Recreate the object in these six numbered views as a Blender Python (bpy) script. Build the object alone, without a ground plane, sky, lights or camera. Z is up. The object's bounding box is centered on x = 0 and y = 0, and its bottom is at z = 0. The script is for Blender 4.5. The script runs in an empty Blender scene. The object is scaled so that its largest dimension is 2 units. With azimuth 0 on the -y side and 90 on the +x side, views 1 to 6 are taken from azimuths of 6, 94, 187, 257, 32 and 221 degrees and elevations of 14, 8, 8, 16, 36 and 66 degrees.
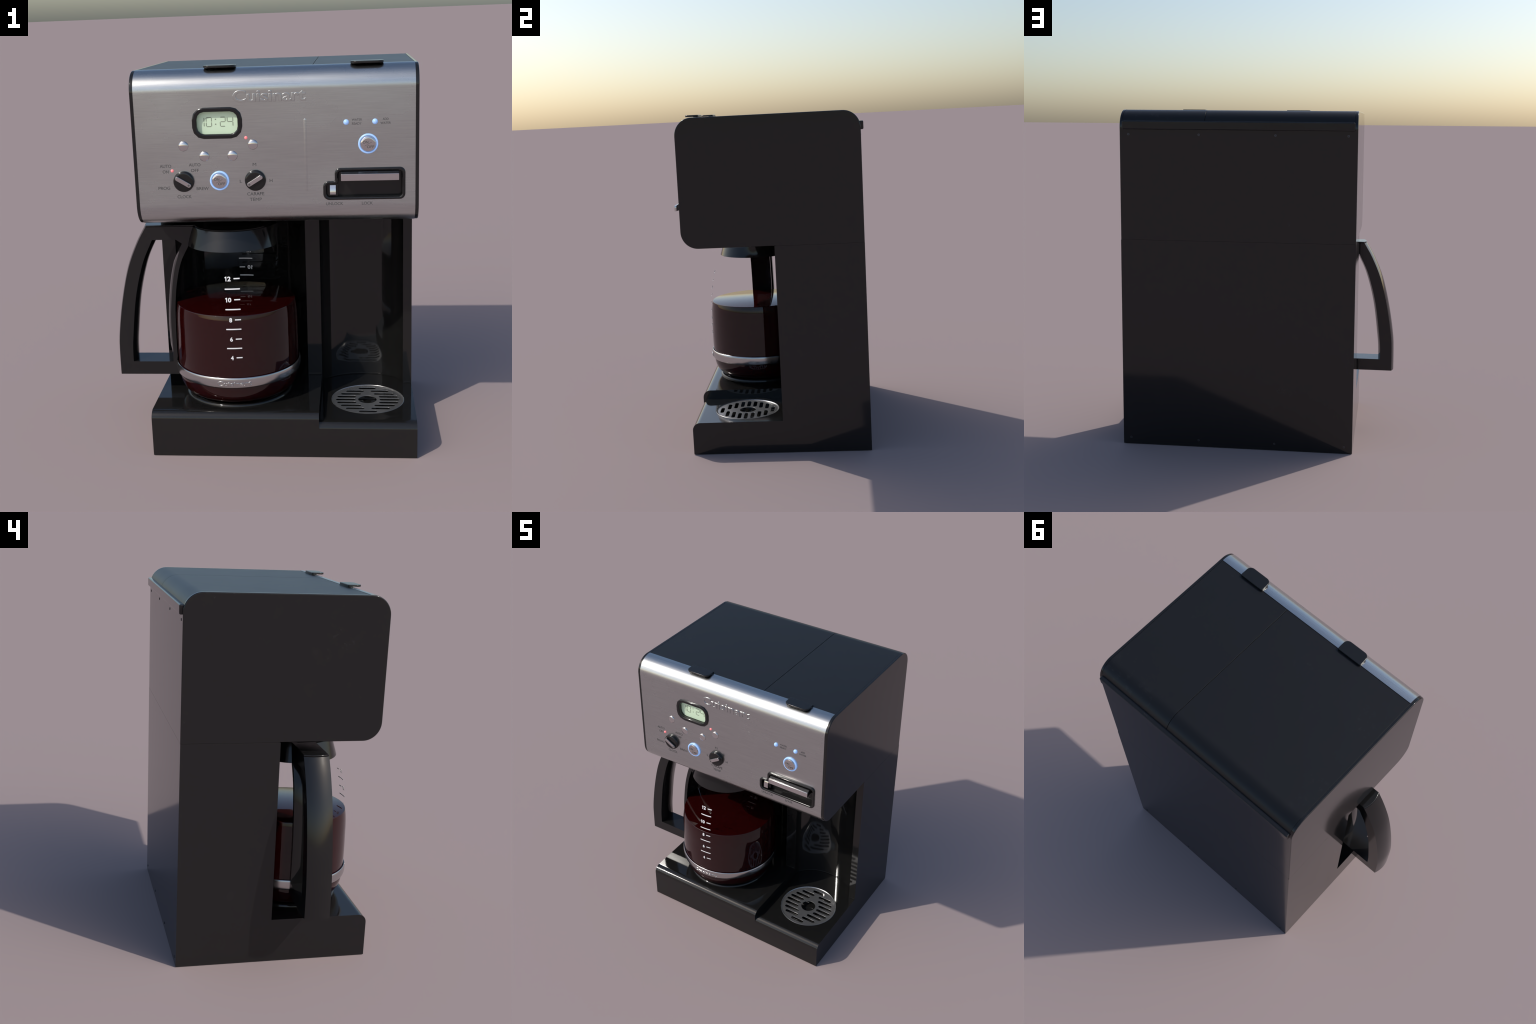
"""Drip coffee maker with glass carafe, brushed steel fascia and hot-water bay."""
import bpy, bmesh, math
from mathutils import Vector, Matrix

# ------------------------------------------------------------------ sizes
X0, X1 = -0.5685, 0.802            # body sides
YF, YB = -0.5155, 0.540            # body front / back
Z_SPLIT, Z_TOP = 1.2345, 1.985    # tower / housing joint, top of the housing
Y_TOWER = 0.0235                  # front face of the tower pillars
Z_LEFT, Z_RIGHT, X_STEP = 0.243, 0.1925, 0.3035   # base decks and the step between them
CX, CY = -0.143, -0.160           # carafe axis
TX, TY, TR = 0.555, -0.2075, 0.1945   # drip tray
FY = -0.5168                      # outer face of the steel fascia

# ------------------------------------------------------------------ materials
def new_mat(name):
    m = bpy.data.materials.new(name)
    m.use_nodes = True
    nt = m.node_tree
    return m, nt, nt.nodes["Principled BSDF"]

def N(nt, kind, **kw):
    n = nt.nodes.new("ShaderNode" + kind)
    for k, v in kw.items():
        if k in n.inputs.keys():
            n.inputs[k].default_value = v
        else:
            setattr(n, k, v)
    return n

def noise(nt, scale, mapping=(1, 1, 1), detail=3.0, rough=0.5):
    tc = N(nt, "TexCoord")
    mp = N(nt, "Mapping")
    mp.inputs["Scale"].default_value = mapping
    nz = N(nt, "TexNoise", Scale=scale, Detail=detail, Roughness=rough)
    nt.links.new(tc.outputs["Object"], mp.inputs["Vector"])
    nt.links.new(mp.outputs["Vector"], nz.inputs["Vector"])
    return nz.outputs["Fac"]

def ramp(nt, src, lo, hi, a, b):
    r = N(nt, "MapRange")
    r.inputs["From Min"].default_value, r.inputs["From Max"].default_value = lo, hi
    r.inputs["To Min"].default_value, r.inputs["To Max"].default_value = a, b
    nt.links.new(src, r.inputs["Value"])
    return r.outputs["Result"]

def mul(nt, a, b):
    m = N(nt, "Math", operation="MULTIPLY")
    nt.links.new(a, m.inputs[0]); nt.links.new(b, m.inputs[1])
    return m.outputs[0]

def plastic(name, col, rough, smudge=0.0, spec=0.5, var=0.04):
    m, nt, p = new_mat(name)
    p.inputs["Specular IOR Level"].default_value = spec
    # fine finger marks: patchy islands of slightly duller, paler surface
    isl = ramp(nt, noise(nt, 3.2, detail=2), 0.56, 0.70, 0.0, 1.0)
    spots = ramp(nt, noise(nt, 34.0, detail=4, rough=0.65), 0.56, 0.66, 0.0, 1.0)
    mask = mul(nt, isl, spots)
    mix = N(nt, "Mix", data_type="RGBA")
    mix.inputs["A"].default_value = (*col, 1) if "A" in mix.inputs else (*col, 1)
    mix.inputs[6].default_value = (*col, 1)
    mix.inputs[7].default_value = (*[c + smudge for c in col], 1)
    nt.links.new(mask, mix.inputs[0])
    nt.links.new(mix.outputs[2], p.inputs["Base Color"])
    base = ramp(nt, noise(nt, 5.0, detail=3), 0.3, 0.7, rough - var, rough + var)
    nt.links.new(base, p.inputs["Roughness"])
    return m

def steel(name, col, rough, stretch=(1.5, 60, 60), streak=0.06, bump=0.0, metallic=1.0):
    m, nt, p = new_mat(name)
    p.inputs["Metallic"].default_value = metallic
    fine = noise(nt, 4.0, stretch, detail=6, rough=0.7)
    grain = noise(nt, 260.0, detail=2)
    mix = N(nt, "Mix", data_type="RGBA")
    mix.inputs[6].default_value = (*[c * (1 - streak) for c in col], 1)
    mix.inputs[7].default_value = (*[min(1, c * (1 + streak)) for c in col], 1)
    nt.links.new(ramp(nt, fine, 0.3, 0.7, 0, 1), mix.inputs[0])
    nt.links.new(mix.outputs[2], p.inputs["Base Color"])
    blot = noise(nt, 2.4, (0.7, 1, 1.6), detail=4)
    nt.links.new(ramp(nt, blot, 0.3, 0.75, rough - 0.035, rough + 0.05), p.inputs["Roughness"])
    if bump:
        add = N(nt, "Math", operation="ADD")
        nt.links.new(fine, add.inputs[0]); nt.links.new(grain, add.inputs[1])
        b = N(nt, "Bump", Strength=bump, Distance=0.001)
        nt.links.new(add.outputs[0], b.inputs["Height"])
        nt.links.new(b.outputs["Normal"], p.inputs["Normal"])
    return m

def plain(name, col, rough=0.5, metallic=0.0, emit=None, emit_s=0.0, spec=0.5):
    m, nt, p = new_mat(name)
    nz = noise(nt, 30.0, detail=2)
    mix = N(nt, "Mix", data_type="RGBA")
    mix.inputs[6].default_value = (*[c * 0.97 for c in col], 1)
    mix.inputs[7].default_value = (*[min(1, c * 1.03) for c in col], 1)
    nt.links.new(nz, mix.inputs[0])
    nt.links.new(mix.outputs[2], p.inputs["Base Color"])
    p.inputs["Roughness"].default_value = rough
    p.inputs["Metallic"].default_value = metallic
    p.inputs["Specular IOR Level"].default_value = spec
    if emit:
        p.inputs["Emission Color"].default_value = (*emit, 1)
        p.inputs["Emission Strength"].default_value = emit_s
    return m

def glass_mat():
    m, nt, p = new_mat("clear_glass")
    nt.nodes.remove(p)
    out = nt.nodes["Material Output"]
    tr = N(nt, "BsdfTransparent"); gl = N(nt, "BsdfGlossy", Roughness=0.03)
    tr.inputs[0].default_value = (1, 1, 1, 1)
    mx = N(nt, "MixShader")
    wipe = noise(nt, 22.0, detail=4, rough=0.65)
    nt.links.new(ramp(nt, wipe, 0.58, 0.72, 0.001, 0.006), mx.inputs[0])
    nt.links.new(tr.outputs[0], mx.inputs[1]); nt.links.new(gl.outputs[0], mx.inputs[2])
    nt.links.new(mx.outputs[0], out.inputs["Surface"])
    return m

M = dict(
    shell=plastic("satin_black_plastic", (0.0098, 0.0096, 0.0097), 0.085, smudge=0.005, var=0.010),
    lid=plastic("lid_black_plastic", (0.0085, 0.0083, 0.0085), 0.34, smudge=0.008, var=0.006, spec=0.44),
    gloss=plastic("gloss_black_plastic", (0.0098, 0.0096, 0.0092), 0.07, smudge=0.003, var=0.012),
    handle=plastic("handle_black_plastic", (0.0098, 0.0096, 0.0096), 0.12, smudge=0.003, var=0.012),
    steel=steel("brushed_steel", (0.545, 0.556, 0.548), 0.26, streak=0.09, bump=0.05),
    band=steel("band_steel", (0.54, 0.53, 0.525), 0.22, stretch=(6, 6, 40), streak=0.05, bump=0.08),
    chrome=plain("polished_steel", (0.68, 0.66, 0.65), 0.12, 1.0),
    tray=steel("tray_steel", (0.42, 0.42, 0.42), 0.27, stretch=(8, 8, 8), streak=0.08, bump=0.05, metallic=0.85),
    print=plain("dark_print", (0.082, 0.079, 0.079), 0.5),
    lcd=plain("lcd_green", (0.62, 0.76, 0.56), 0.35, emit=(0.50, 0.66, 0.45), emit_s=0.12),
    lcd_ink=plain("lcd_ink", (0.27, 0.32, 0.23), 0.5),
    blue=plain("blue_light", (0.36, 0.56, 0.92), 0.3, emit=(0.30, 0.52, 1.0), emit_s=0.28),
    red=plain("red_light", (0.95, 0.26, 0.27), 0.3, emit=(1.0, 0.20, 0.21), emit_s=0.40),
    coffee=plain("coffee", (0.0175, 0.0010, 0.0010), 0.03),
    white=plain("white_print", (0.85, 0.85, 0.85), 0.5, emit=(1, 1, 1), emit_s=0.0),
    glass=glass_mat(),
    screw=plain("screw_dark", (0.09, 0.09, 0.10), 0.35, 0.9),
    dark=plastic("matt_black_plastic", (0.009, 0.009, 0.009), 0.22, smudge=0.002),
)

# ------------------------------------------------------------------ building helpers
root = bpy.data.objects.new("coffee_maker", None)
bpy.context.collection.objects.link(root)
root["label"] = "black and brushed steel drip coffee maker with glass carafe"
root["category"] = "coffee maker"

def obj(name, mesh, mat, parent=None, smooth=35):
    o = bpy.data.objects.new(name, mesh)
    bpy.context.collection.objects.link(o)
    o.parent = parent or root
    if mat is not None:
        mesh.materials.clear(); mesh.materials.append(M[mat])
    if smooth:
        shade(mesh, smooth)
    return o

def shade(mesh, deg):
    mesh.polygons.foreach_set("use_smooth", [True] * len(mesh.polygons))
    mesh.set_sharp_from_angle(angle=math.radians(deg))

def from_bm(bm, name):
    bmesh.ops.recalc_face_normals(bm, faces=bm.faces)
    me = bpy.data.meshes.new(name)
    bm.to_mesh(me); bm.free()
    return me

def arc(c, r, a0, a1, n):
    return [(c[0] + r * math.cos(math.radians(a0 + (a1 - a0) * i / n)),
             c[1] + r * math.sin(math.radians(a0 + (a1 - a0) * i / n))) for i in range(n + 1)]

def prism_x(pts, x0, x1, name="prism"):
    """extrude a closed (y, z) profile along x"""
    bm = bmesh.new()
    a = [bm.verts.new((x0, y, z)) for y, z in pts]
    b = [bm.verts.new((x1, y, z)) for y, z in pts]
    n = len(pts)
    bm.faces.new(a); bm.faces.new(b[::-1])
    for i in range(n):
        bm.faces.new((a[i], a[(i + 1) % n], b[(i + 1) % n], b[i]))
    return from_bm(bm, name)

def prism_z(pts, z0, z1, name="prism"):
    bm = bmesh.new()
    a = [bm.verts.new((x, y, z0)) for x, y in pts]
    b = [bm.verts.new((x, y, z1)) for x, y in pts]
    n = len(pts)
    bm.faces.new(a); bm.faces.new(b[::-1])
    for i in range(n):
        bm.faces.new((a[i], a[(i + 1) % n], b[(i + 1) % n], b[i]))
    return from_bm(bm, name)

def prism_y(pts, y0, y1, name="prism"):
    me = prism_z(pts, -y0, -y1, name)       # (x, z) plan
    me.transform(Matrix(((1, 0, 0, 0), (0, 0, -1, 0), (0, 1, 0, 0), (0, 0, 0, 1))))
    return me

def box(a, b, name="box"):
    return prism_z([(a[0], a[1]), (b[0], a[1]), (b[0], b[1]), (a[0], b[1])], a[2], b[2], name)

def revolve(prof, c, segs=96, name="revolve", axis="z"):
    """prof: (r, h) from one end to the other; r = 0 ends close on the axis"""
    bm = bmesh.new()
    rings = []
    for r, h in prof:
        if r < 1e-6:
            rings.append([bm.verts.new((0, 0, h))])
        else:
            rings.append([bm.verts.new((r * math.cos(t * math.tau / segs), r * math.sin(t * math.tau / segs), h)) for t in range(segs)])
    for p, q in zip(rings, rings[1:]):
        for i in range(segs):
            j = (i + 1) % segs
            f = [p[i % len(p)], p[j % len(p)], q[j % len(q)], q[i % len(q)]]
            f = [v for k, v in enumerate(f) if v not in f[:k]]
            if len(f) > 2:
                bm.faces.new(f)
    me = from_bm(bm, name)
    if axis == "y":                         # height axis points to the front (-y)
        me.transform(Matrix(((1, 0, 0, 0), (0, 0, -1, 0), (0, 1, 0, 0), (0, 0, 0, 1))))
    me.transform(Matrix.Translation(c))
    return me

def rounded(poly, radii, seg=5):
    """round the corners of a closed 2D polygon"""
    out, n = [], len(poly)
    for i in range(n):
        p, a, b = Vector(poly[i]), Vector(poly[i - 1]), Vector(poly[(i + 1) % n])
        r = radii[i] if isinstance(radii, (list, tuple)) else radii
        u, v = (a - p).normalized(), (b - p).normalized()
        ang = u.angle(v)
        d = r / math.tan(ang / 2)
        s, e = p + u * d, p + v * d
        cen = p + (u + v).normalized() * (r / math.sin(ang / 2))
        a0 = math.atan2(*(s - cen).yx); a1 = math.atan2(*(e - cen).yx)
        da = (a1 - a0 + math.pi) % math.tau - math.pi
        out += [(cen.x + r * math.cos(a0 + da * k / seg), cen.y + r * math.sin(a0 + da * k / seg)) for k in range(seg + 1)]
    return out

def plate(loops, thick, bevel=0.0, bevel_res=2, name="plate"):
    """flat plate with holes from closed 2D loops (a filled curve); thick along local z, centred"""
    cu = bpy.data.curves.new(name, "CURVE")
    cu.dimensions, cu.fill_mode = "2D", "BOTH"
    cu.extrude, cu.bevel_depth, cu.bevel_resolution = max(0.0, thick / 2 - bevel), bevel, bevel_res
    cu.offset = -bevel
    for lp in loops:
        s = cu.splines.new("POLY")
        s.points.add(len(lp) - 1)
        for q, (x, y) in zip(s.points, lp):
            q.co = (x, y, 0, 1)
        s.use_cyclic_u = True
    return curve_mesh(cu, name)

def curve_mesh(cu, name):
    t = bpy.data.objects.new("tmp", cu)
    bpy.context.collection.objects.link(t)
    dg = bpy.context.evaluated_depsgraph_get()
    me = bpy.data.meshes.new_from_object(t.evaluated_get(dg))
    me.name = name
    bpy.data.objects.remove(t)
    bpy.data.curves.remove(cu)
    return me

FRONT = Matrix(((1, 0, 0, 0), (0, 0, -1, 0), (0, 1, 0, 0), (0, 0, 0, 1)))  # local z -> -y

def front_plate(loops, y, thick, bevel=0.0, name="plate"):
    """plate in the x-z plane whose front surface lies at y"""
    me = plate(loops, thick, bevel, name=name)
    me.transform(Matrix.Translation((0, y + thick / 2, 0)) @ FRONT)
    return me

def text_flat(s, x0, x1, z0, z1, thick, bevel=0.0, weight=0.0):
    """lettering in the xy plane, fitted into the rectangle x0..x1, z0..z1"""
    cu = bpy.data.curves.new("text", "FONT")
    cu.body, cu.size, cu.resolution_u = s, 1.0, 5
    cu.offset = weight
    me = curve_mesh(cu, "text") if not thick else None
    if me is None:
        h = (z1 - z0)
        cu.size = 1.0
        cu.extrude = 0.5 * thick / h * 0.7
        cu.bevel_depth = bevel / h * 0.7
        me = curve_mesh(cu, "text")
    xs = [v.co.x for v in me.vertices]; ys = [v.co.y for v in me.vertices]
    a, b, c, d = min(xs), max(xs), min(ys), max(ys)
    zz = max(abs(v.co.z) for v in me.vertices) or 1
    for v in me.vertices:
        v.co = (x0 + (v.co.x - a) / (b - a) * (x1 - x0), z0 + (v.co.y - c) / (d - c) * (z1 - z0), v.co.z / zz * thick / 2)
    return me

def bold_text(s, x0, x1, z0, z1, thick, stroke):
    """heavier lettering: copies of the outline shifted inside the rectangle, each a hair deeper"""
    bm = bmesh.new()
    for k, (dx, dz) in enumerate(((0, 0), (1, 0), (0, 1), (1, 1))):
        d = stroke * 0.6
        me = text_flat(s, x0 + dx * d, x1 - d + dx * d, z0 + dz * d * 0.7, z1 - d * 0.7 + dz * d * 0.7, thick)
        me.transform(Matrix.Translation((0, 0, -0.00004 * k)))
        bm.from_mesh(me)
        bpy.data.meshes.remove(me)
    me = bpy.data.meshes.new("text")
    bm.to_mesh(me); bm.free()
    return me

def label(s, x0, x1, z0, h, parent, name="lettering", y=FY - 0.0004, mat="print"):
    me = bold_text(s, x0, x1, z0, z0 + h, 0.0008, 0.0011 * h / 0.015)
    me.transform(Matrix.Translation((0, y, 0)) @ FRONT)
    return obj(name, me, mat, parent, 0)

def boolean(o, cutters, op="DIFFERENCE"):
    tmp = []
    for c in cutters:
        co = bpy.data.objects.new("cutter", c)
        bpy.context.collection.objects.link(co)
        tmp.append(co)
        md = o.modifiers.new("cut", "BOOLEAN")
        md.operation, md.solver, md.object = op, "EXACT", co
    bake(o)
    for t in tmp:
        bpy.data.objects.remove(t)

def bake(o):
    dg = bpy.context.evaluated_depsgraph_get()
    me = bpy.data.meshes.new_from_object(o.evaluated_get(dg))
    o.modifiers.clear()
    old = o.data
    me.name = old.name
    o.data = me
    bpy.data.meshes.remove(old)

def bevel(o, w, seg=2, angle=40, smooth=35, keep_sharp=None):
    md = o.modifiers.new("bevel", "BEVEL")
    md.width, md.segments, md.limit_method, md.angle_limit = w, seg, "ANGLE", math.radians(angle)
    if keep_sharp:
        bm = bmesh.new(); bm.from_mesh(o.data)
        lay = bm.edges.layers.float.new("bevel_weight_edge")
        for e in bm.edges:
            if len(e.link_faces) == 2 and e.calc_face_angle() > math.radians(angle) and not keep_sharp(e):
                e[lay] = 1.0
        bm.to_mesh(o.data); bm.free()
        md.limit_method = "WEIGHT"
    md.use_clamp_overlap = True
    md.miter_outer = "MITER_ARC"
    md.harden_normals = True
    shade(o.data, smooth)
    bake(o)

def spline(pts, n=8):
    """Catmull-Rom through 2D points"""
    P = [Vector(p) for p in pts]
    P = [2 * P[0] - P[1]] + P + [2 * P[-1] - P[-2]]
    out = []
    for i in range(1, len(P) - 2):
        a, b, c, d = P[i - 1:i + 3]
        for k in range(n):
            t = k / n
            out.append(tuple(0.5 * ((2 * b) + (c - a) * t + (2 * a - 5 * b + 4 * c - d) * t * t + (3 * b - a - 3 * c + d) * t ** 3)))
    out.append(tuple(P[-2]))
    return out

def lerp_profile(pts, h):
    """radius at height h on a (r, h) polyline rising in h"""
    if h <= pts[0][1]: return pts[0][0]
    for (r0, h0), (r1, h1) in zip(pts, pts[1:]):
        if h0 <= h <= h1 and h1 > h0:
            return r0 + (r1 - r0) * (h - h0) / (h1 - h0)
    return pts[-1][0]

# ------------------------------------------------------------------ lower body: base deck and tower
def base_front(z, r=0.045):
    return arc((YF + r, z - r), r, 90, 180, 8)

tower_profile = [(YF, 0.0), (YB, 0.0), (YB, Z_SPLIT - 0.0008), (Y_TOWER, Z_SPLIT - 0.0008), (Y_TOWER, Z_LEFT), (YF + 0.045 + 0.006, Z_LEFT)] + base_front(Z_LEFT) + [(YF, Z_LEFT - 0.051)]
body = obj("tower", prism_x(tower_profile, X0, X1, "tower"), "gloss")
right_cut = [(-0.60, Z_RIGHT - 0.045), (YF - 0.0002, Z_RIGHT - 0.045)] + base_front(Z_RIGHT)[::-1][1:] + [(Y_TOWER, Z_RIGHT), (Y_TOWER, 0.40), (-0.60, 0.40)]
carafe_bay = spline([(0.0, 0.3057), (0.08, 0.2970), (0.16, 0.2694), (0.22, 0.2330), (0.26, 0.1950), (0.30, 0.1370), (0.33, 0.0880), (0.36, 0.0235)], 10)   # half plan of the carafe bay
bay_back = spline([(X_STEP, 0.020), (0.3100, 0.054), (0.3300, 0.085), (0.3720, 0.1220), (0.4300, 0.1500), (0.4850, 0.1625), (0.5300, 0.1655), (0.5800, 0.1625),
                   (0.6360, 0.1490), (0.6980, 0.1140), (0.7400, 0.0650), (0.7562, 0.0200)], 7)   # plan of the hot-water bay's curved wall
boolean(body, [
    prism_x(right_cut, X_STEP, X1 + 0.05),
    prism_z([(-0.134 - x, y) for x, y in carafe_bay[::-1]] + [(-0.134 + x, y) for x, y in carafe_bay[1:]] + [(0.226, -0.3), (-0.494, -0.3)], Z_LEFT, 1.40),
    prism_z([(X_STEP, -0.2)] + bay_back + [(0.757, -0.2)], Z_RIGHT, 1.40),
    prism_z(arc((TX, TY), TR + 0.0015, 0, 360, 96)[:-1], Z_RIGHT - 0.0075, 0.30),
    prism_z(arc((TX, TY), TR - 0.012, 0, 360, 96)[:-1], Z_RIGHT - 0.036, 0.30),
])
joint = lambda e: all(abs(v.co.z - Z_SPLIT) < 0.003 and v.co.y > Y_TOWER - 0.002 for v in e.verts)
bevel(body, 0.0060, 3, keep_sharp=joint)
# front of the deck and the outer walls are satin, the bays are glossy: split by material slot
body.data.materials.append(M["shell"])
for p in body.data.polygons:
    n, c = p.normal, p.center
    if abs(n.x) > 0.9 and (c.x < X0 + 0.004 or c.x > X1 - 0.004) or n.y > 0.9 and c.y > YB - 0.004:
        p.material_index = 1

# bright glint along the wall-to-deck seams, modelled as thin gloss tubes
def glint_tube(points, r=0.0016, name="seam_glint_tube"):
    cu = bpy.data.curves.new(name, "CURVE")
    cu.dimensions, cu.bevel_depth, cu.bevel_resolution, cu.use_fill_caps = "3D", r, 3, True
    sp = cu.splines.new("POLY"); sp.points.add(len(points) - 1)
    for q, p in zip(sp.points, points):
        q.co = (*p, 1)
    obj(name, curve_mesh(cu, name), "gloss", body, 80)
glint_tube([(0.53 + (x - 0.53) * 0.994, y - 0.0015, Z_RIGHT + 0.0052) for x, y in bay_back[3:-3]])
glint_tube([(0.7600, Y_TOWER - 0.0006, Z_RIGHT + 0.0055), (X1 - 0.004, Y_TOWER - 0.0006, Z_RIGHT + 0.0055)])
glint_tube([(0.2290, Y_TOWER - 0.0006, Z_LEFT + 0.0055), (0.2990, Y_TOWER - 0.0006, Z_LEFT + 0.0055)])

# ------------------------------------------------------------------ upper housing
R = 0.100
def sheet_profile(path, off, thick):
    """offset an open (y, z) path on the housing outline outwards by off, inwards by thick-off"""
    pts = [Vector(p) for p in path]
    nrm = []
    for i in range(len(pts)):
        t = (pts[min(i + 1, len(pts) - 1)] - pts[max(i - 1, 0)]).normalized()
        nrm.append(Vector((-t.y, t.x)))
    return [tuple(p + n * off) for p, n in zip(pts, nrm)] + [tuple(p + n * (off - thick)) for p, n in list(zip(pts, nrm))[::-1]]

S = 0.006   # short flats beside each curve keep the big faces flat in shading
housing_profile = ([(YB, Z_SPLIT), (YB, Z_TOP - R - S)] + arc((YB - R, Z_TOP - R), R, 0, 90, 14) + [(YB - R - S, Z_TOP), (YF + R + S, Z_TOP)]
                   + arc((YF + R, Z_TOP - R), R, 90, 180, 14) + [(YF, Z_TOP - R - S), (YF, Z_SPLIT + R + S)]
                   + arc((YF + R, Z_SPLIT + R), R, 180, 270, 14) + [(YF + R + S, Z_SPLIT), (Y_TOWER, Z_SPLIT), (Y_TOWER + 0.007, Z_SPLIT)])
housing = obj("housing", prism_x(housing_profile, X0, X1, "housing"), "shell")

# hot-water lever opening (stepped, rounded) and display opening
lever_outer = rounded([(0.3485, 1.3515), (0.7380, 1.3515), (0.7380, 1.5060), (0.4043, 1.5060), (0.4043, 1.4433), (0.3485, 1.4433)],
                      [0.030, 0.026, 0.026, 0.026, 0.006, 0.026], 5)
lever_inner = rounded([(0.3648, 1.3660), (0.7215, 1.3660), (0.7215, 1.4885), (0.4210, 1.4885), (0.4210, 1.4307), (0.3648, 1.4307)],
                      [0.018, 0.014, 0.014, 0.014, 0.010, 0.014], 5)
def chamfered(x0, x1, z0, z1, r, seg=3):
    return rounded([(x0, z0), (x1, z0), (x1, z1), (x0, z1)], r, seg)
disp_outer = chamfered(-0.2707, -0.0293, 1.6585, 1.8078, 0.056, 3)
disp_inner = chamfered(-0.2480, -0.0515, 1.6805, 1.7868, 0.036, 3)
mid = lambda a, b, k=0.5: [((p[0] * (1 - k) + q[0] * k), (p[1] * (1 - k) + q[1] * k)) for p, q in zip(a, b)]
groove_path = [(-0.4045, Z_TOP)] + [(y, Z_TOP) for y in (-0.2, 0.1, YB - R - S)] + arc((YB - R, Z_TOP - R), R, 90, 15, 16)   # bed of the lids and the gap between them
boolean(housing, [prism_x(sheet_profile(groove_path, 0.010, 0.0145), -0.5515, 0.7865), prism_x(sheet_profile(groove_path, 0.003, 0.011), 0.3034, 0.3056), prism_y(mid(lever_outer, lever_inner, 0.8), -0.56, -0.485), prism_y(mid(disp_outer, disp_inner, 0.8), -0.56, -0.494)])
bevel(housing, 0.0050, 3, keep_sharp=lambda e: joint(e) or all(-0.553 < v.co.x < 0.788 and v.co.z > 1.9 and v.co.y > -0.41 for v in e.verts))

# steel fascia: a bent sheet wrapping the front of the housing
front_path = ([(-0.4055, Z_TOP)] + arc((YF + R, Z_TOP - R), R, 90, 180, 20) + [(YF, Z_TOP - R - S), (YF, Z_SPLIT + R + S)] + arc((YF + R, Z_SPLIT + R), R, 180, 262, 20))
fascia = obj("steel_fascia", prism_x(sheet_profile(front_path, -0.0015, -0.0035), -0.5500, 0.7850, "steel_fascia"), "steel")
boolean(fascia, [prism_y(mid(lever_outer, lever_inner, 0.8), -0.56, -0.485), prism_y(mid(disp_outer, disp_inner, 0.8), -0.56, -0.494)])
shade(fascia.data, 35)

# two hinged lids, running from the fascia over the top and down the back
top_path = [(-0.4035, Z_TOP)] + [(y, Z_TOP) for y in (-0.2, 0.1, YB - R - S)] + arc((YB - R, Z_TOP - R), R, 90, 15, 16)
for a, b in ((-0.5508, 0.3034), (0.3056, 0.7858)):
    lid = obj("top_lid", prism_x(sheet_profile(top_path, -0.0003, 0.0038), a, b, "top_lid"), "lid")
    bevel(lid, 0.0008, 1)

# finger tabs on the lids
tab_plan = rounded([(-0.0775, -0.475), (0.0775, -0.475), (0.0775, -0.396), (-0.0775, -0.396)], [0.030, 0.030, 0.008, 0.008], 6)
for xc in (-0.1375, 0.5625):
    t = obj("finger_tab", plate([[(x + xc, y) for x, y in tab_plan]], 0.0105, 0.0025, name="finger_tab"), "dark")
    t.data.transform(Matrix.Translation((0, 0, 1.99475)))
    foot = obj("tab_foot", prism_z(rounded([(xc - 0.0765, -0.424), (xc + 0.0765, -0.424), (xc + 0.0765, -0.3955), (xc - 0.0765, -0.3955)], 0.004, 3), 1.9845, 1.9925, "tab_foot"), "dark", t)

# hinge rail along the back, with screws in the back panel
rail = obj("hinge_rail", box((-0.5515, YB - 0.012, 1.8725), (0.7840, 0.5560, 1.9215), "hinge_rail"), "shell")
bevel(rail, 0.0065, 3)
screw_me = None
def screw_mesh():
    r = 0.0068
    return plate([arc((0, 0), r, 0, 360, 20)[:-1],
                  [(x * 0.0042, y * 0.0042) for x, y in ((-.25, -1), (.25, -1), (.25, -.25), (1, -.25), (1, .25), (.25, .25), (.25, 1), (-.25, 1), (-.25, .25), (-1, .25), (-1, -.25), (-.25, -.25))]],
                 0.002, name="screw")
screw_me = screw_mesh()
screw_me.materials.append(M["screw"])
for x, z in [(x, 1.8445) for x in (0.7492, 0.3382, -0.1028, -0.515)] + [(x, 0.0385) for x in (0.7554, 0.3445, -0.1101, -0.5206)]:
    s = obj("screw", screw_me, None, smooth=0)
    s.rotation_euler = (math.radians(-90), math.radians(25 * math.sin(x * 40)), 0)
    s.location = (x, YB + 0.0008, z)

# ------------------------------------------------------------------ fascia furniture
panel = root
# display
disp = obj("display", front_plate([disp_outer, disp_inner], FY - 0.0085, 0.022, 0.006, "display_frame"), "handle")
obj("display_screen", front_plate([mid(disp_outer, disp_inner, 0.9)], -0.4975, 0.0035, name="screen"), "lcd", disp, 0)
def seg7(ch, x0, x1, z0, z1, w=0.0042):
    zm, g = (z0 + z1) / 2, 0.0009
    def hseg(z): return [(x0 + g, z), (x0 + g + w / 2, z - w / 2), (x1 - g - w / 2, z - w / 2), (x1 - g, z), (x1 - g - w / 2, z + w / 2), (x0 + g + w / 2, z + w / 2)]
    def vseg(x, a, b): return [(x, a + g), (x + w / 2, a + g + w / 2), (x + w / 2, b - g - w / 2), (x, b - g), (x - w / 2, b - g - w / 2), (x - w / 2, a + g + w / 2)]
    S = dict(a=hseg(z1), g=hseg(zm), d=hseg(z0), f=vseg(x0, zm, z1), b=vseg(x1, zm, z1), e=vseg(x0, z0, zm), c=vseg(x1, z0, zm))
    return [S[k] for k in {"1": "bc", "0": "abcdef", "2": "abged", "4": "fgbc"}[ch]]
zlo, zhi = 1.7150, 1.7585
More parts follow.
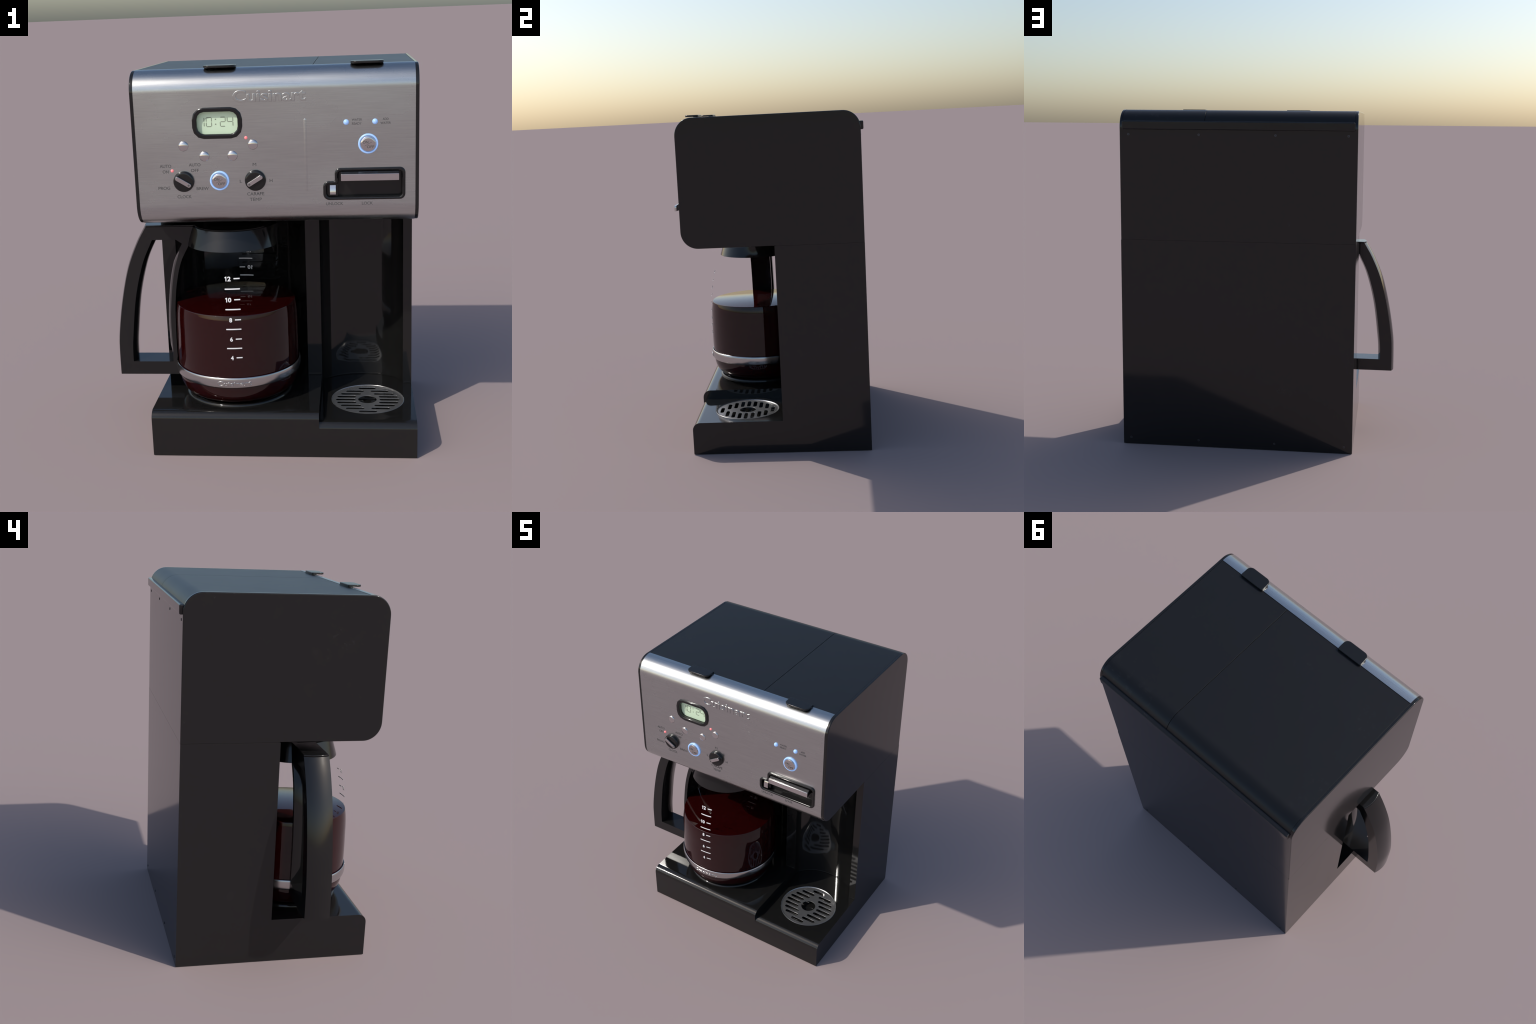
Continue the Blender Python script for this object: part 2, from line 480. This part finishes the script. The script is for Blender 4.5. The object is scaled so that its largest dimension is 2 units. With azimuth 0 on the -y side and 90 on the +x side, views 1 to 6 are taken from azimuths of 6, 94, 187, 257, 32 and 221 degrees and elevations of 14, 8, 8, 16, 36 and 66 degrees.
segs = (seg7("1", -0.244, -0.2150, zlo, zhi) + seg7("0", -0.2045, -0.1790, zlo, zhi) + seg7("2", -0.1370, -0.1125, zlo, zhi) + seg7("4", -0.1030, -0.0760, zlo, zhi)
        + [[(-0.1625, z), (-0.1565, z), (-0.1565, z + 0.006), (-0.1625, z + 0.006)] for z in (1.7225, 1.7460)])
for lp in segs:
    obj("lcd_segment", front_plate([lp], -0.4980, 0.001, name="lcd_segment"), "lcd_ink", disp, 0)

# small round program buttons (domed steel)
dome = [(0.0243, 0.0), (0.0243, 0.0012)] + [(0.0243 * math.cos(a), 0.0012 + 0.0075 * math.sin(a)) for a in (0.25, 0.5, 0.75, 1.0, 1.2, 1.4)] + [(0.0, 0.0087)]
btn = revolve(dome, (0, 0, 0), 48, "program_button", "y")
btn.materials.append(M["chrome"])
shade(btn, 40)
for x, z in ((-0.3185, 1.6262), (-0.2190, 1.5750), (-0.0825, 1.5753), (0.0177, 1.6270)):
    b = obj("program_button", btn, None, smooth=0)
    b.location = (x, FY, z)

def lamp(x, z, r, mat):
    prof = [(r * math.cos(a), r * 0.9 * math.sin(a)) for a in [math.pi / 2 * i / 8 for i in range(8)]] + [(0, r * 0.9)]
    me = revolve(prof, (x, FY, z), 32, "indicator_light", "y")
    obj("indicator_light", me, mat)
lamp(-0.0145, 1.6601, 0.0078, "red"); lamp(-0.3795, 1.5077, 0.0078, "red")
lamp(0.4620, 1.7218, 0.0132, "blue"); lamp(0.5967, 1.7220, 0.0132, "blue")

def power_button(x, z):
    ring = [(0.0470, 0.0), (0.0470, 0.0060), (0.0450, 0.0085), (0.0420, 0.0095), (0.0395, 0.0085), (0.0385, 0.0040), (0.0385, 0.0)]
    top = obj("power_button", revolve(ring, (x, FY, z), 64, "glow_ring", "y"), "blue")
    cap = [(0.0375, 0.0), (0.0375, 0.0100), (0.0355, 0.0135), (0.0310, 0.0155), (0.0260, 0.0160), (0.0, 0.0162)]
    obj("button_cap", revolve(cap, (x, FY, z), 64, "button_cap", "y"), "chrome", top)
    yy = FY - 0.0164
    label("ON", x - 0.0255, x + 0.0005, z + 0.0020, 0.0130, top, y=yy)
    label("OFF", x - 0.0065, x + 0.0275, z - 0.0200, 0.0130, top, y=yy)
    d = Vector((0.034, 0.0185)).normalized(); n = Vector((-d.y, d.x)) * 0.0008; c = Vector((x - 0.0005, z - 0.001))
    obj("lettering", front_plate([[tuple(c - d * 0.019 - n), tuple(c + d * 0.019 - n), tuple(c + d * 0.019 + n), tuple(c - d * 0.019 + n)]], yy, 0.0008, name="slash"), "print", top, 0)
power_button(-0.1498, 1.4560); power_button(0.5640, 1.6190)

def knob(x, z, ang):
    """dark dial with a raised steel pointer; ang is the direction of the pointer's dotted end"""
    prof = [(0.0510, 0.0), (0.0510, 0.0100), (0.0490, 0.0160), (0.0450, 0.0190), (0.0380, 0.0200), (0.0, 0.0200)]
    k = obj("dial", revolve(prof, (x, FY, z), 64, "dial", "y"), "handle")
    c, s = math.cos(math.radians(ang)), math.sin(math.radians(ang))
    def pill(L, r, n=10):
        p = arc((L, 0), r, -90, 90, n) + arc((-L, 0), r, 90, 270, n)
        return [(x + a * c - b * s, z + a * s + b * c) for a, b in p]
    grip = obj("dial_grip", front_plate([pill(0.0340, 0.0125)], -0.5455, 0.016, 0.0025, "dial_grip"), "handle", k)
    obj("dial_pointer", front_plate([pill(0.0325, 0.0098)], -0.5480, 0.006, 0.001, "dial_pointer"), "chrome", k)
    dot = revolve([(0.0052, 0), (0.0052, 0.0006), (0, 0.0007)], (x + 0.0315 * c, -0.5480, z + 0.0315 * s), 24, "pointer_dot", "y")
    obj("pointer_dot", dot, "print", k)
knob(-0.3247, 1.4555, -31.0); knob(0.0240, 1.4552, 211.0)

# printed words
for s, x0, x1, z, h in (("AUTO", -0.4400, -0.3835, 1.5231, 0.0153), ("ON", -0.4273, -0.3976, 1.4957, 0.0153), ("AUTO", -0.2967, -0.2397, 1.5275, 0.0153),
                        ("OFF", -0.2883, -0.2490, 1.5003, 0.0153), ("PROG", -0.4530, -0.3949, 1.4153, 0.0153), ("BREW", -0.2646, -0.2053, 1.4110, 0.0150),
                        ("CLOCK", -0.3610, -0.2915, 1.3720, 0.0155), ("M", 0.0132, 0.0303, 1.5234, 0.0150), ("L", -0.0523, -0.0410, 1.4431, 0.0150),
                        ("H", 0.0922, 0.1064, 1.4440, 0.0150), ("CARAFE", -0.0190, 0.0640, 1.3802, 0.0155), ("TEMP", -0.0074, 0.0517, 1.3530, 0.0155),
                        ("WATER", 0.4883, 0.5357, 1.7269, 0.0108), ("READY", 0.4887, 0.5336, 1.7087, 0.0108), ("ADD", 0.6319, 0.6595, 1.7271, 0.0108),
                        ("WATER", 0.6217, 0.6692, 1.7086, 0.0108), ("UNLOCK", 0.3610, 0.4424, 1.3259, 0.0142), ("LOCK", 0.5318, 0.5836, 1.3262, 0.0142)):
    label(s, x0, x1, z, h, fascia)

# embossed maker's word and the vertical rib on the fascia
logo = text_flat("Cuisinart", -0.0700, 0.2755, 1.8275, 1.8845, 0.0075, 0.0016, weight=0.012)
logo.transform(Matrix.Translation((0, FY, 0)) @ FRONT)
obj("embossed_lettering", logo, "steel", fascia, 40)
rib = revolve([(0, -0.176)] + [(0.0075 * math.cos(a), -0.1685 + 0.0075 * math.sin(a)) for a in (-1.2, -0.8, -0.4, 0)]
              + [(0.0075 * math.cos(a), 0.1655 + 0.0075 * math.sin(a)) for a in (0, 0.4, 0.8, 1.2)] + [(0, 0.173)], (0, 0, 0), 24, "panel_rib")
rib.transform(Matrix.Translation((0.2690, FY + 0.0005, 1.5715)) @ Matrix.Diagonal((1, 0.22, 1, 1)))
obj("panel_rib", rib, "steel", fascia, 40)

# hot-water lever: black frame, recess, steel lever and steel lock slider
frame = obj("lever_frame", front_plate([lever_outer, lever_inner], FY - 0.0095, 0.018, 0.0065, "lever_frame"), "handle")
well = obj("lever_well", front_plate([mid(lever_outer, lever_inner, 0.85)], -0.4880, 0.002, name="lever_well"), "dark", frame, 0)
lever_prof = [(-0.5460, 1.4500), (-0.5460, 1.4805), (-0.5330, 1.4900), (-0.5200, 1.4880), (-0.4870, 1.4720), (-0.4870, 1.4480), (-0.5150, 1.4530), (-0.5330, 1.4530)]
lever = obj("lever", prism_x(lever_prof, 0.4340, 0.7070, "lever"), "handle", frame)
bevel(lever, 0.0015, 1)
obj("lever_plate", front_plate([rounded([(0.4345, 1.4490), (0.7065, 1.4490), (0.7065, 1.4812), (0.4345, 1.4812)], 0.002, 2)], -0.5560, 0.0120, 0.0010, "lever_plate"), "chrome", frame)
slider = obj("lock_slider", prism_x([(-0.505, 1.379), (-0.5235, 1.379), (-0.5235, 1.405), (-0.5150, 1.4225), (-0.505, 1.4225)], 0.3810, 0.4085, "lock_slider"), "chrome", frame)
obj("slider_bed", prism_x([(-0.487, 1.369), (-0.505, 1.369), (-0.505, 1.428), (-0.487, 1.428)], 0.3670, 0.4190, "slider_bed"), "dark", frame)

# ------------------------------------------------------------------ drip tray
slots = []
def slot(xa, xb, y, r=0.0113):
    slots.append(arc((xb - r, y), r, -90, 90, 6) + arc((xa + r, y), r, 90, 270, 6))
for k, (inner, outer) in enumerate(((None, 0.048), (0.0175, 0.117), (0.0345, 0.144), (0.0600, 0.164), (0.0635, 0.172), (0.0600, 0.164), (0.0345, 0.144), (0.0175, 0.117), (None, 0.048))):
    y = TY + 0.0388 * (4 - k)
    if inner is None:
        slot(TX - outer, TX + outer, y)
    else:
        slot(TX + inner, TX + outer, y); slot(TX - outer, TX - inner, y)
tray = obj("drip_tray", plate([arc((TX, TY), TR - 0.006, 0, 360, 96)[:-1], arc((TX - 0.001, TY + 0.001), 0.0495, 0, 360, 40)[:-1]] + slots, 0.0024, 0.0005, name="drip_tray"), "tray")
tray.data.transform(Matrix.Translation((0, 0, 0.1873)))
obj("tray_rim", revolve([(TR - 0.013, 0.1884), (TR - 0.006, 0.1890), (TR - 0.0025, 0.1915), (TR - 0.0010, 0.1935), (TR, 0.1930), (TR, 0.1850)], (TX, TY, 0), 128, "tray_rim"), "tray", tray, 60)

# hot-water spout under the housing, over the tray
obj("water_spout", revolve([(0.0, 1.2130), (0.018, 1.2130), (0.021, 1.2110), (0.034, 1.2110), (0.0375, 1.2140), (0.0385, 1.2240), (0.0390, 1.2400)], (TX, -0.2150, 0), 48, "water_spout"), "dark")

# ------------------------------------------------------------------ warming plate
obj("warming_plate", revolve([(0.0, 0.2440), (0.0, 0.2478), (0.245, 0.2478), (0.250, 0.2465), (0.252, 0.2440)], (CX, CY, 0), 96, "warming_plate"), "gloss")
ringp = [(0.2730 + 0.0135 * math.cos(a), 0.2440 + 0.0130 * math.sin(a)) for a in [math.tau * i / 16 for i in range(17)]]
obj("plate_rim", revolve(ringp, (CX, CY, 0), 128, "plate_rim"), "gloss", smooth=80)

# ------------------------------------------------------------------ carafe
carafe = bpy.data.objects.new("carafe", None)
bpy.context.collection.objects.link(carafe)
carafe.parent = root
glass_pts = spline([(0.238, 0.2500), (0.276, 0.2640), (0.306, 0.2920), (0.322, 0.3300), (0.3285, 0.3800), (0.3315, 0.4500), (0.3320, 0.5300), (0.3310, 0.6000), (0.3285, 0.7050), (0.3260, 0.7400),
                    (0.3205, 0.8000), (0.3140, 0.8480), (0.3050, 0.8960), (0.2935, 0.9450), (0.2760, 0.9950), (0.2440, 1.0560), (0.2240, 1.1000), (0.2080, 1.1500)], 6)
obj("glass_jug", revolve([(0.0, 0.2500)] + glass_pts, (CX, CY, 0), 128, "glass_jug"), "glass", carafe, 80)
T = 0.0035
Z_COFFEE = 0.7535
cof = [(max(0.0, r - T), z + (0.003 if z < 0.27 else 0)) for r, z in glass_pts if z < 0.595] + spline([(0.3275, 0.6000), (0.3268, 0.6550), (0.3247, 0.6950), (0.3215, 0.7250), (0.3168, 0.7495)], 6)
rt = 0.3162
obj("coffee", revolve([(0.0, 0.2530)] + cof + [(rt + 0.0002, Z_COFFEE - 0.0025), (rt - 0.0008, Z_COFFEE - 0.0007), (rt - 0.003, Z_COFFEE), (0.0, Z_COFFEE)], (CX, CY, 0), 128, "coffee"), "coffee", carafe, 50)

band_p = [(0.3270, 0.3690), (0.3300, 0.3680), (0.3340, 0.3730), (0.3370, 0.3860), (0.3380, 0.4000), (0.3374, 0.4130), (0.3352, 0.4215), (0.3325, 0.4240), (0.3300, 0.4225)]
band = obj("steel_band", revolve(spline(band_p, 4), (CX, CY, 0), 128, "steel_band"), "band", carafe, 60)

def wrap(me, prof, az0, lift):
    """bend flat lettering (x along the arc, y up, z out) round the carafe"""
    for v in me.vertices:
        r = lerp_profile(prof, v.co.y)
        a = math.radians(az0) + v.co.x / r
        rr = r + lift + v.co.z
        v.co = (CX + rr * math.sin(a), CY - rr * math.cos(a), v.co.y)
    return me

def subdivided_bar(x0, x1, z0, z1, n=10, t=0.0004):
    bm = bmesh.new()
    rows = [[bm.verts.new((x0 + (x1 - x0) * i / n, z, h)) for i in range(n + 1)] for z, h in ((z0, -t), (z0, t), (z1, t), (z1, -t))]
    for r in range(4):
        for i in range(n):
            bm.faces.new((rows[r][i], rows[r][i + 1], rows[(r + 1) % 4][i + 1], rows[(r + 1) % 4][i]))
    for i in (0, n):
        bm.faces.new([rows[r][i] for r in range(4)])
    return from_bm(bm, "graduation_mark")

bt = wrap(text_flat("Cuisinart", -0.0740, 0.1060, 0.3790, 0.4070, 0.0060, 0.0014, weight=0.012), band_p[2:7], 0, 0.0004)
obj("embossed_lettering", bt, "band", band, 40)

# white measuring scale, printed on the front and again on the back
levels = [("4", 0.535), ("", 0.5855), ("6", 0.6350), ("", 0.6870), ("8", 0.7365), ("", 0.7900), ("10", 0.8395), ("", 0.8930), ("12", 0.9440)]
for az in (4.4, 175.7):
    for s, z in levels:
        if s:
            w = 0.0310 if len(s) == 2 else 0.0145
            if len(s) == 2:
                me = text_flat(s[1], -0.0240, -0.0070, z - 0.0125, z + 0.0105, 0.0008, weight=0.035)
                one = plate([[(-0.0285 + x, z - 0.0125 + y) for x, y in ((0, 0), (0, 0.0230), (-0.0030, 0.0230), (-0.0092, 0.0196), (-0.0092, 0.0148), (-0.0048, 0.0168), (-0.0048, 0))]], 0.0008, name="one")
                obj("scale_number", wrap(one, glass_pts, az, 0.0008), "white", carafe, 0)
            else:
                me = text_flat(s, -0.0070 - w, -0.0070, z - 0.0125, z + 0.0105, 0.0008, weight=0.035)
            obj("scale_number", wrap(me, glass_pts, az, 0.0008), "white", carafe, 0)
            obj("graduation_mark", wrap(subdivided_bar(0.0075, 0.0380, z - 0.0030, z + 0.0030), glass_pts, az, 0.0008), "white", carafe, 0)
        else:
            obj("graduation_mark", wrap(subdivided_bar(-0.0385, 0.0380, z - 0.0031, z + 0.0031, 20), glass_pts, az, 0.0008), "white", carafe, 0)

# collar and lid
collar_p = [(0.2380, 1.0680), (0.2440, 1.0660), (0.2448, 1.0668), (0.2378, 1.0900), (0.2270, 1.1250), (0.2175, 1.1550), (0.2140, 1.1660), (0.2090, 1.1665), (0.2080, 1.1640)]
obj("collar", revolve([(0.2000, 1.1500)] + collar_p, (CX, CY, 0), 96, "collar"), "handle", carafe, 45)
for v in bpy.data.objects["collar"].data.vertices:      # pouring lip opposite the handle
    a = math.degrees(math.atan2(v.co.y - CY, v.co.x - CX))
    v.co.x += 0.026 * math.exp(-(a / 13) ** 2) * max(0.0, (v.co.z - 1.090) / 0.076)
obj("carafe_lid", revolve([(0.2060, 1.1600), (0.2080, 1.1680), (0.2085, 1.1715), (0.2060, 1.1745), (0.1950, 1.1755), (0.0, 1.1760)], (CX, CY, 0), 96, "carafe_lid"), "gloss", carafe, 45)

# handle: a window frame lofted across y, bulged outside, hugging the glass inside
HY, HW = -0.162, 0.068
def path(pts, n):
    """n+1 points evenly spread along a smooth path"""
    s = spline(pts, 12)
    d = [0.0]
    for p, q in zip(s, s[1:]):
        d.append(d[-1] + math.dist(p, q))
    out = []
    for k in range(n + 1):
        t = d[-1] * k / n
        i = max(j for j in range(len(d)) if d[j] <= t + 1e-9)
        if i == len(s) - 1:
            out.append(s[-1]); continue
        f = (t - d[i]) / (d[i + 1] - d[i])
        out.append((s[i][0] + (s[i + 1][0] - s[i][0]) * f, s[i][1] + (s[i + 1][1] - s[i][1]) * f))
    return out
NA, NB = 24, 8
out_a = path([(-0.5985, 1.1650), (-0.6495, 1.0753), (-0.7063, 0.9388), (-0.7503, 0.7569), (-0.7800, 0.5654), (-0.7855, 0.4500), (-0.7860, 0.3420)], NA)
win_a = path([(-0.5680, 1.0955), (-0.6268, 0.9661), (-0.6759, 0.7794), (-0.7060, 0.5535), (-0.7120, 0.4800), (-0.7130, 0.4150)], NA)
win_c = path([(-0.4920, 0.4150), (-0.4955, 0.5500), (-0.4960, 0.6400), (-0.4905, 0.7270), (-0.4740, 0.8600), (-0.4508, 0.9643), (-0.4250, 1.0400), (-0.4090, 1.0740)], NA)
line = lambda p, q, n: [(p[0] + (q[0] - p[0]) * k / n, p[1] + (q[1] - p[1]) * k / n) for k in range(1, n)]
def hug(z):
    return lerp_profile(collar_p[2:8], z) if z > 1.068 else max(lerp_profile(glass_pts, z), lerp_profile(band_p[:7], z) if 0.368 < z < 0.4225 else 0)
def ring_at(y):
    t = (y - HY) / HW
    bul = 0.0142 * (1 - t * t)
    oa = [(x - bul, z) for x, z in out_a]
    zs = [0.3420 + (1.1650 - 0.3420) * k / NA for k in range(NA + 1)]
    oc = [(CX - math.sqrt(hug(z) ** 2 - (y - CY) ** 2) - 0.0008, z) for z in zs]
    O = oa + line(oa[-1], oc[0], NB) + oc + line(oc[-1], oa[0], NB)
    ease = lambda z: min(1.0, max(0.0, (z - 0.420) / 0.08), 1.0) * min(1.0, max(0.0, (1.080 - z) / 0.10))
    wa = [(x + 0.0140 * (1 - t * t), z) for x, z in win_a]
    wc = [(x + 0.0040 * ease(z) - 0.0230 * (1 - t * t) * ease(z), z) for x, z in win_c]
    W = wa + line(wa[-1], wc[0], NB) + wc + line(wc[-1], (-0.440, 1.0955), NB // 2) + [(-0.440, 1.0955)] + line((-0.440, 1.0955), wa[0], NB - NB // 2)
    return O, W
bm = bmesh.new()
MY = 10
rows = []
for k in range(MY + 1):
    y = HY - HW + 2 * HW * k / MY
    O, W = ring_at(y)
    rows.append(([bm.verts.new((x, y, z)) for x, z in O], [bm.verts.new((x, y, z)) for x, z in W]))
n = len(rows[0][0])
assert n == len(rows[0][1]), (n, len(rows[0][1]))
for i in range(n):
    j = (i + 1) % n
    for k in range(MY):
        bm.faces.new((rows[k][0][i], rows[k][0][j], rows[k + 1][0][j], rows[k + 1][0][i]))
        bm.faces.new((rows[k][1][i], rows[k + 1][1][i], rows[k + 1][1][j], rows[k][1][j]))
    for k in (0, MY):
        bm.faces.new((rows[k][0][i], rows[k][1][i], rows[k][1][j], rows[k][0][j]))
handle = obj("handle", from_bm(bm, "handle"), "handle", carafe)
bevel(handle, 0.0035, 2, 50)

# thumb cap that joins the handle to the lid
cap_pts = []
for k in range(9):
    y = HY - HW + 2 * HW * k / 8
    t = (y - HY) / HW
    cap_pts.append((-0.5965 - 0.0142 * (1 - t * t), y))
cap_pts += [(CX - math.sqrt(0.2095 ** 2 - (y - CY) ** 2), y) for y in [HY + HW - 2 * HW * k / 8 for k in range(9)]]
cap = obj("thumb_cap", prism_z(cap_pts, 1.1660, 1.1740, "thumb_cap"), "handle", carafe)
bevel(cap, 0.003, 2)
